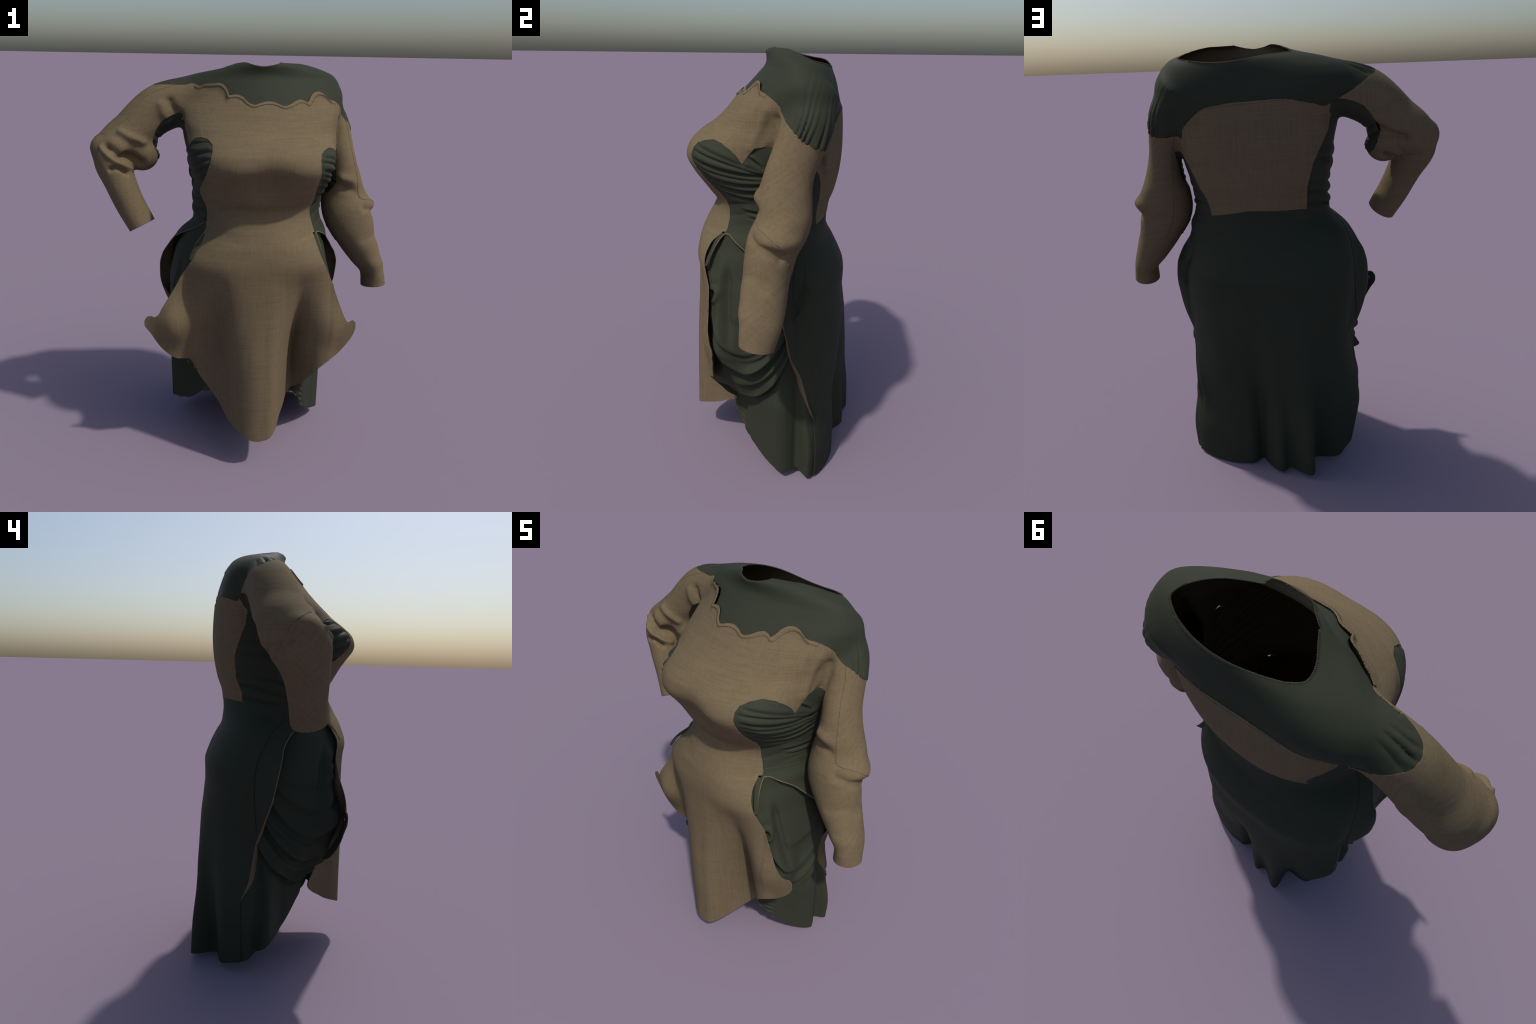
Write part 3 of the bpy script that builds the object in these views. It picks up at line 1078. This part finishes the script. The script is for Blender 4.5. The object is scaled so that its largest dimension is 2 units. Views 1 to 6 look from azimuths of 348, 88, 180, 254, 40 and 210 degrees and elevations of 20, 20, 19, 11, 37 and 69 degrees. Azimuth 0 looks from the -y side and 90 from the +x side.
def hem_height(th):
    return np.interp(th, [-60, -50, -44, -39, -35, -29, -20, -16, -5, 1, 8, 13, 18, 23, 45, 90, 115, 140, 150, 158, 165, 168.5, 173, 177, 186, 195, 204, 212, 235],
                     [.36, .289, .237, .208, .181, .148, .110, .098, .067, .035, .040, .045, .018, .012, .001, .008, .024, .035, .060, .085, .136, .168, .174, .181, .233, .291, .353, .40, .48])


def hem_radius(th, right):
    """below its swags each drape falls inwards to a slim curved hem"""
    if right:
        return pchip_free(th, [-62, -50, -42, -35, -28, -20, -12, -5, 1, 7, 12, 18, 24], [.268, .275, .279, .286, .296, .312, .342, .370, .374, .362, .352, .392, .410])
    return pchip_free(th, [162, 164.5, 168.5, 172.6, 177.3, 185.6, 194.8, 204, 215], [.440, .462, .478, .430, .381, .347, .326, .313, .300])


RIM_RIGHT = np.array([(.457, .173, .326), (.455, .159, .352), (.451, .143, .387), (.448, .129, .422), (.441, .106, .495), (.439, .085, .569),
                      (.441, .069, .604), (.440, .037, .673), (.447, .022, .735), (.466, .010, .800), (.490, -.004, .860),
                      (.510, -.014, .925), (.506, -.030, .980), (.481, -.055, 1.040), (.434, -.098, 1.100), (.388, -.165, 1.175),
                      (.350, -.222, 1.215), (.322, -.252, 1.231), (.306, -.266, 1.225), (.305, -.290, 1.175), (.323, -.322, 1.093)])
RIM_LEFT = np.array([(-.386, .233, .391), (-.382, .221, .416), (-.377, .205, .446), (-.372, .190, .477), (-.367, .181, .512), (-.361, .170, .570),
                     (-.360, .163, .615), (-.358, .152, .665), (-.364, .135, .720), (-.390, .122, .790), (-.425, .106, .870),
                     (-.440, .090, .960), (-.430, .067, 1.048), (-.400, .045, 1.110), (-.365, .000, 1.165), (-.330, -.095, 1.222),
                     (-.294, -.158, 1.262), (-.272, -.182, 1.277), (-.265, -.200, 1.266), (-.272, -.214, 1.215), (-.302, -.250, 1.130)])


def rim_line(rim, left):
    s = spline(rim, 140)
    th = np.degrees(np.arctan2(s[:, 1], s[:, 0] - CEN[0]))
    if left:
        th = th % 360
    return np.stack([th, s[:, 2]], 1)


def hull_radius(th, z):
    r = np.full(len(th), .52)
    for _ in range(40):
        r = r - np.clip(torso_sdf(polar(th, z, r)) * .8, -.02, .04)
    return r


rr, rl = rim_line(RIM_RIGHT, False), rim_line(RIM_LEFT, True)
SEAM_R, SEAM_L = rr[0, 0], rl[0, 0]
open_r = np.vstack([rr, [(-75, rr[-1, 1] - .02), (-75, -.2), (SEAM_R, -.2)]])
open_l = np.vstack([rl, [(255, rl[-1, 1] - .02), (255, -.2), (SEAM_L, -.2)]])
DEG = math.radians(1) * .44


def sheet(th0, th1, z0, z1, step):
    nt = int((th1 - th0) * DEG / step) + 1
    nz = int((z1 - z0) / step) + 1
    th, z = np.meshgrid(np.linspace(th0, th1, nt), np.linspace(z0, z1, nz))
    i = np.arange(nt * nz).reshape(nz, nt)
    q = np.stack([i[:-1, :-1], i[:-1, 1:], i[1:, 1:], i[1:, :-1]], -1).reshape(-1, 4)
    return th.ravel(), z.ravel(), np.concatenate([q[:, [0, 1, 2]], q[:, [0, 2, 3]]])


def polar(th, z, r):
    a = np.radians(th)
    return np.stack([CEN[0] + r * np.cos(a), r * np.sin(a), z], 1)


# back skirt with its waist band, open at both hips
th, z, T = sheet(-54, 217, -.02, 1.32, .0065)
A = np.stack([th, z], 1)
A, T = clip(A, T, -np.minimum(polygon_distance(A * [DEG, 1], open_r * [DEG, 1]), 9))
A, T = clip(A, T, -np.minimum(polygon_distance(A * [DEG, 1], open_l * [DEG, 1]), 9))
A, T = clip(A, T, hem_height(A[:, 0]) - A[:, 1])
A, T = clip(A, T, A[:, 1] - waist_line(A[:, 0]))
th, z = A.T
r = skirt_radius(th, z, False)
edge_r = polygon_distance(A * [DEG, 1], open_r * [DEG, 1])
edge_l = polygon_distance(A * [DEG, 1], open_l * [DEG, 1])
edge = np.minimum(edge_r, edge_l)
# the edges of the slits flare outwards
r = r + slit_flare(edge, z) * ((th < 60) | (th > 130))
r = r + .006 * np.exp(-edge / .012) * smoothstep(.40, .55, z) * smoothstep(1.0, .85, z)
# soft pull marks at the foot of the slits and across the seat
r = r + .010 * bump(edge_r - .05, .02) * bump(z - .40, .09) - .008 * bump(edge_r - .02, .015) * bump(z - .36, .05)
r = r + .004 * ripple(np.stack([th * DEG, z * .35, 0 * z], 1), 14, 21, 2) * smoothstep(1.25, 1.0, z)
r = r + .005 * bump(z - 1.245 - .02 * np.sin(np.radians(th) * 2), .012) * smoothstep(40, 70, th) * smoothstep(190, 150, th)
hi = np.where(z > 1.15)[0]
k = smoothstep(1.16, 1.265, z[hi])
r[hi] = r[hi] * (1 - k) + (hull_radius(th[hi], z[hi]) + .0015) * k
P = behind_apron(polar(th, z, r), .006)
N = vertex_normals(P, T)
if (N[:, :2] * (P[:, :2] - CEN)).sum() < 0:
    T, N = T[:, ::-1], -N
cloth("back_skirt", P, N, T, .0, .003, [green, lining, lining], dress,
      rim=lambda m: np.where((m[:, 2] < np.where(m[:, 0] > 0, .335, .40)) | (m[:, 2] > 1.25) & (m[:, 1] > -.1), 0, 2))


# draped side panels under the slits
def swags(th, z, right):
    """cowl folds hanging between the apron's edge and the slit's edge: each has
    a soft roll above a crease, and they bunch together at the slit"""
    d = np.zeros(len(th))
    n = ripple(np.stack([th * DEG, z, 0 * z], 1), 6, 31, 2) * .016
    if right:
        u = th + 24
        # lowest point, rise to the slit, rise to the front, height, softness, roll, strength front / slit
        rows = [(.432, .26, .10, .040, .010, .100, 1.0, .7), (.595, .25, .36, .036, .016, .115, .8, 1.0),
                (.700, .21, .30, .022, .020, .090, 1.0, .3), (.515, .25, .12, .017, .012, .055, .0, 1.0),
                (.665, .20, .20, .014, .014, .050, .0, 1.0), (.860, .14, .14, .010, .030, .060, .2, 1.0)]
        up, dn = 30, 30
    else:
        u = 193 - th
        rows = [(.425, .22, .08, .040, .010, .100, 1.0, .7), (.555, .25, .28, .034, .016, .115, .8, 1.0),
                (.690, .25, .34, .028, .018, .105, 1.0, .6), (.820, .21, .24, .020, .022, .090, 1.0, .4),
                (.485, .23, .09, .014, .012, .050, .7, .5), (.635, .20, .12, .014, .012, .050, .0, 1.0), (.940, .10, .08, .008, .020, .050, .1, 1.0)]
        up, dn = 32, 24
    for c, a, b, h, soft, roll, fr, sl in rows:
        v = np.where(u > 0, a * (np.abs(u) / up) ** 1.7, b * (np.abs(u) / dn) ** 1.7)
        q = z - v - c + n
        g = np.interp(u, [-dn, -5, 8, up], [fr, .5 + .5 * fr, .5 + .5 * sl, sl])
        d += 1.3 * g * h * np.where(q > -soft, np.exp(-np.maximum(q, 0) / roll) * smoothstep(-soft, soft, q), 0)
        d -= g * .30 * h * bump(q + soft * 1.4, soft * 1.3)
    return d - .014 * smoothstep(.40, .50, z) * smoothstep(.95, .75, z)


def drape(name, right):
    if right:
        th, z, T = sheet(-62, SEAM_R + 4, -.02, 1.255, .006)
    else:
        th, z, T = sheet(SEAM_L - 4, 232, -.02, 1.275, .006)
    A = np.stack([th, z], 1)
    A, T = clip(A, T, hem_height(A[:, 0]) - A[:, 1])
    if right:
        A, T = clip(A, T, A[:, 1] - np.interp(A[:, 0], [-62, -50, -46, 30], [1.20, 1.20, 1.252, 1.252]))
    else:
        A, T = clip(A, T, A[:, 1] - np.interp(A[:, 0], [140, 214, 219, 232], [1.272, 1.272, 1.20, 1.20]))
    th, z = A.T
    if right:
        inset = SEAM_R - th
        zb = .326
    else:
        inset = th - SEAM_L
        zb = .391
    r = skirt_radius(th, z, True)
    gap = .003 + .020 * smoothstep(zb - .02, zb + .30, z) * (.55 + .45 * smoothstep(3, 20, np.maximum(inset, 0)))
    gap = gap + .012 * smoothstep(26, 9, inset) * smoothstep(.66, .86, z)
    gap = gap * smoothstep(1.30, 1.16, z) + .004
    gap = np.where(z < zb, gap * smoothstep(zb - .12, zb, z), gap)
    gap = np.maximum(gap, .0036 * smoothstep(4, .5, inset))
    r = r - gap
    hi = np.where(z > 1.10)[0]
    k = smoothstep(1.16, 1.265, z[hi])
    rs = skirt_radius(th[hi], z[hi], False) * (1 - k) + (hull_radius(th[hi], z[hi]) + .0015) * k - .005
    k = smoothstep(1.10, 1.16, z[hi])
    r[hi] = r[hi] * (1 - k) + np.minimum(r[hi], rs) * k
    up = z - hem_height(th)
    fr = smoothstep(-8, -34, th) if right else smoothstep(192, 212, th)
    k = smoothstep(.68 - .14 * fr, .42 - .05 * fr, z) * (smoothstep(19, 13, th) if right else smoothstep(160, 165, th))
    r = r * (1 - k) + hem_radius(th, right) * k
    r = r + swags(th, z, right) * smoothstep(1, 9, inset)
    # the cloth reaches forward into the apron's wing as a pouch
    r = r + (.065 * bump(th + 37, 9) * bump(z - .72, .12) if right else .075 * bump(th - 201, 9) * bump(z - .78, .09))
    # the tie behind the apron pulls a knot and a long hanging fold
    kt, kz = (-49, .965) if right else (210, .985)
    q = (th - kt) * DEG
    if not right:
        q = -q
    dist = np.hypot(q - .012, z - kz)
    r = r - .026 * np.exp(-(dist / .014) ** 2)
    r = r + .015 * np.exp(-((dist - .030) / .012) ** 2) * smoothstep(-.012, .020, q + .6 * (z - kz))
    r = r + .012 * np.exp(-((q - .000) / .030) ** 2 - ((z - kz - .070) / .035) ** 2)
    # a long fold hangs from the tie, and creases fan out from it
    r = r + .012 * np.exp(-((q - .030 - .16 * (1.08 - z)) / .018) ** 2) * smoothstep(1.14, 1.04, z) * smoothstep(.72, .88, z)
    r = r - .018 * np.exp(-((q - .066 - .20 * (1.06 - z)) / .017) ** 2) * smoothstep(1.12, 1.02, z) * smoothstep(.68, .82, z)
    # ruching along the front hem
    hz = z - hem_height(th)
    front = smoothstep(-25, -45, th) if right else smoothstep(195, 212, th)
    r = r + front * (.016 * ridge(hz / .034 + .3 * np.sin(th * .4)) - .004) * smoothstep(.30, .05, hz)
    P = behind_apron(polar(th, z, r), .010)
    N = vertex_normals(P, T)
    if (N[:, :2] * (P[:, :2] - CEN)).sum() < 0:
        T, N = T[:, ::-1], -N
    cloth(name, P, N, T, -.0005, .003, [green, lining, lining], dress)


drape("side_drape", True)
drape("side_drape", False)


# tan facing that shows inside the open slit edges
def facing(name, rim, right):
    s = spline(rim, 140)
    s = s[(s[:, 2] < .90)]
    zb = s[0, 2]
    th = np.degrees(np.arctan2(s[:, 1], s[:, 0] - CEN[0])) % 360
    if right:
        th = (th + 180) % 360 - 180
    z = s[:, 2]
    r = skirt_radius(th, z, False) + slit_flare(0 * z, z) + .005 * smoothstep(.40, .55, z) * smoothstep(1.0, .85, z) - .001
    wide = .016 * smoothstep(zb, zb + .12, z) * smoothstep(.85, .62, z) + .004 * smoothstep(zb, zb + .1, z)
    rows = []
    for k in np.linspace(0, 1, 7):
        dth = (-1 if right else 1) * wide / DEG * k * 1.0
        rows.append(polar(th + dth, z, r - .034 * k ** 1.3 * smoothstep(zb, zb + .15, z) * smoothstep(.88, .72, z)))
    G = np.stack(rows)
    nr, nc = G.shape[:2]
    i = np.arange(nr * nc).reshape(nr, nc)
    q = np.stack([i[:-1, :-1], i[:-1, 1:], i[1:, 1:], i[1:, :-1]], -1).reshape(-1, 4)
    T = np.concatenate([q[:, [0, 1, 2]], q[:, [0, 2, 3]]])
    P = G.reshape(-1, 3)
    N = vertex_normals(P, T)
    if (N[:, :2] * (P[:, :2] - CEN)).sum() < 0:
        T, N = T[:, ::-1], -N
    cloth(name, P, N, T, .0, .002, [lining, lining], dress)


facing("slit_facing", RIM_RIGHT, True)
facing("slit_facing", RIM_LEFT, False)

# narrow tan piping turned over the slit edges
def tube(name, pts, rad, mat):
    n = len(pts)
    t = np.gradient(pts, axis=0)
    t /= np.linalg.norm(t, axis=1)[:, None]
    out = pts - np.array([CEN[0], 0, 0])
    out[:, 2] = 0
    u = np.cross(t, out)
    u /= np.linalg.norm(u, axis=1)[:, None]
    v = np.cross(t, u)
    m = 8
    g = np.arange(m) * math.tau / m
    k = np.minimum(1, np.minimum(np.arange(n), np.arange(n)[::-1]) / 6 + .15)[:, None, None] * rad
    V_ = pts[:, None] + k * (np.cos(g)[None, :, None] * u[:, None] + np.sin(g)[None, :, None] * v[:, None])
    i = np.arange(n * m).reshape(n, m)
    q = np.stack([i[:-1], np.roll(i, -1, 1)[:-1], np.roll(i, -1, 1)[1:], i[1:]], -1).reshape(-1, 4)
    return add_object(name, V_.reshape(-1, 3), np.concatenate([q[:, [0, 1, 2]], q[:, [0, 2, 3]]]), [mat], dress)


for line, poly in (([(12, 1.252), (8.8, 1.176), (6.6, 1.113), (5.5, 1.050), (5.3, .994), (7.0, .930), (7.8, .866), (8.0, .800), (8.6, .735), (9.6, .680)], open_r),
                   ([(180, 1.262), (177.4, 1.226), (169, 1.175), (164.2, 1.119), (160.7, 1.054), (158.9, .987), (158.5, .910), (159, .831), (160.0, .748), (160.6, .700)], open_l)):
    th, z = spline(line, 160).T
    e = polygon_distance(np.stack([th, z], 1) * [DEG, 1], poly * [DEG, 1])
    r = skirt_radius(th, z, False) + slit_flare(e, z)
    k = smoothstep(1.16, 1.265, z)
    r = r * (1 - k) + (hull_radius(th, z) + .0015) * k
    tube("seam_shadow_tube", polar(th, z, r - .0004), .0016, groove_shadow)  # half-buried near-black tube draws the shadow inside the seam groove

for rim in (rr, rl):
    th, z = spline(rim[::4], 260).T
    r = skirt_radius(th, z, False) + slit_flare(0 * z, z) + .005 * smoothstep(.40, .55, z) * smoothstep(1.0, .85, z)
    k = smoothstep(1.16, 1.265, z)
    r = r * (1 - k) + (hull_radius(th, z) + .0015) * k
    pts = behind_apron(polar(th, z, r - .0015), .004)
    tube("slit_piping", pts, .0024, lining)

# ---- stitching --------------------------------------------------------------
def dashes(name, pts, nrm, dash, gap_, rad, mat):
    """short thread stitches laid along a polyline"""
    d = np.r_[0, np.cumsum(np.linalg.norm(np.diff(pts, axis=0), axis=1))]
    VV, TT = [], []
    s = 0.0
    while s + dash < d[-1]:
        a = np.array([np.interp(s, d, pts[:, k]) for k in range(3)])
        b = np.array([np.interp(s + dash, d, pts[:, k]) for k in range(3)])
        n = np.array([np.interp(s, d, nrm[:, k]) for k in range(3)])
        t = b - a
        if np.linalg.norm(t) < dash * 3:
            thread(VV, TT, a, b, n, rad)
        s += dash + gap_
    V_ = np.vstack(VV)
    ob = add_object(name, V_, np.array(TT), [mat], dress)
    ob["kind"] = "stuff"


def thread(VV, TT, a, b, n, rad):
    t = (b - a) / max(np.linalg.norm(b - a), 1e-9)
    w = np.cross(t, n)
    w /= max(np.linalg.norm(w), 1e-9)
    n = np.cross(w, t)
    base = sum(len(v) for v in VV)
    rows = []
    for c, k in ((a, .6), ((a + b) / 2 + n * rad * .5, 1), (b, .6)):
        for j in range(5):
            g = j * math.tau / 5
            rows.append(c + rad * k * (np.cos(g) * w + np.sin(g) * n))
    VV.append(np.array(rows))
    for r_ in range(2):
        for j in range(5):
            p, q_ = base + r_ * 5 + j, base + r_ * 5 + (j + 1) % 5
            TT.extend([(p, q_, q_ + 5), (p, q_ + 5, p + 5)])


loop = spline(YOKE_LINE, 900, closed=True)


def edge_stitch(sel, drop):
    L = loop[sel]
    a, e, r = sphere_angles(L)
    lim = np.interp(a, _ya, _ye, period=2 * math.pi) - drop / r
    k = max(3, int(len(L) / 40))
    lim = np.convolve(np.pad(lim, 3, "edge"), np.ones(7) / 7, "valid")
    P = EYE + r[:, None] * np.stack([np.cos(lim) * np.cos(a), np.cos(lim) * np.sin(a), np.sin(lim)], 1)
    P, n = on_hull(P, 12)
    return P, n


sel = (loop[:, 1] < .02) & (loop[:, 0] > -.21) & (loop[:, 0] < .41) & (loop[:, 2] > 1.78)
sel &= (loop[:, 0] < .40)
ids = np.where(sel)[0]
P, n = edge_stitch(ids, .0145)
dashes("scallop_stitching", P + n * (.0036 + hem_lift(P))[:, None], n, .0034, .0030, .0014, thread_brown)
sel = (loop[:, 1] > .17) & (loop[:, 0] < .385) & (loop[:, 0] > -.25)
ids = np.where(sel)[0]
P, n = edge_stitch(ids, .013)
dashes("back_stitching", P + n * .0032, n, .004, .0025, .0007, thread_brown)

# overlock zigzag round the neck: laid along the yoke's own edge
yv, yt, yn = YOKE_MESH
E = boundary(yt)
b = np.unique(E)
b = b[(np.abs(neck_f(yoke[0][b, :3])) < .0015) & (yv[b, 2] > 1.85)]
c = NECK.mean(0)
b = b[np.argsort(np.arctan2(yv[b, 1] - c[1], yv[b, 0] - c[0]))]
L = spline(yv[b][::3], 420, closed=True)
LN = spline(yn[b][::3], 420, closed=True)
tan = np.roll(L, -1, 0) - np.roll(L, 1, 0)
side = np.cross(tan, LN)
side /= np.linalg.norm(side, axis=1)[:, None]
if ((L - L.mean(0)) * side).sum() < 0:
    side = -side
VV, TT = [], []
for j in range(0, len(L) - 2, 2):
    lo0, lo1 = L[j] + LN[j] * .0006, L[j + 2] + LN[j + 2] * .0006
    hi_ = L[j + 1] + side[j + 1] * .0075 + LN[j + 1] * .0006
    if max(np.linalg.norm(hi_ - lo0), np.linalg.norm(hi_ - lo1)) < .02:
        thread(VV, TT, lo0, hi_, LN[j], .0008)
        thread(VV, TT, hi_, lo1, LN[j], .0008)
ob = add_object("neck_stitching", np.vstack(VV), np.array(TT), [thread_brown], dress)
ob["kind"] = "stuff"
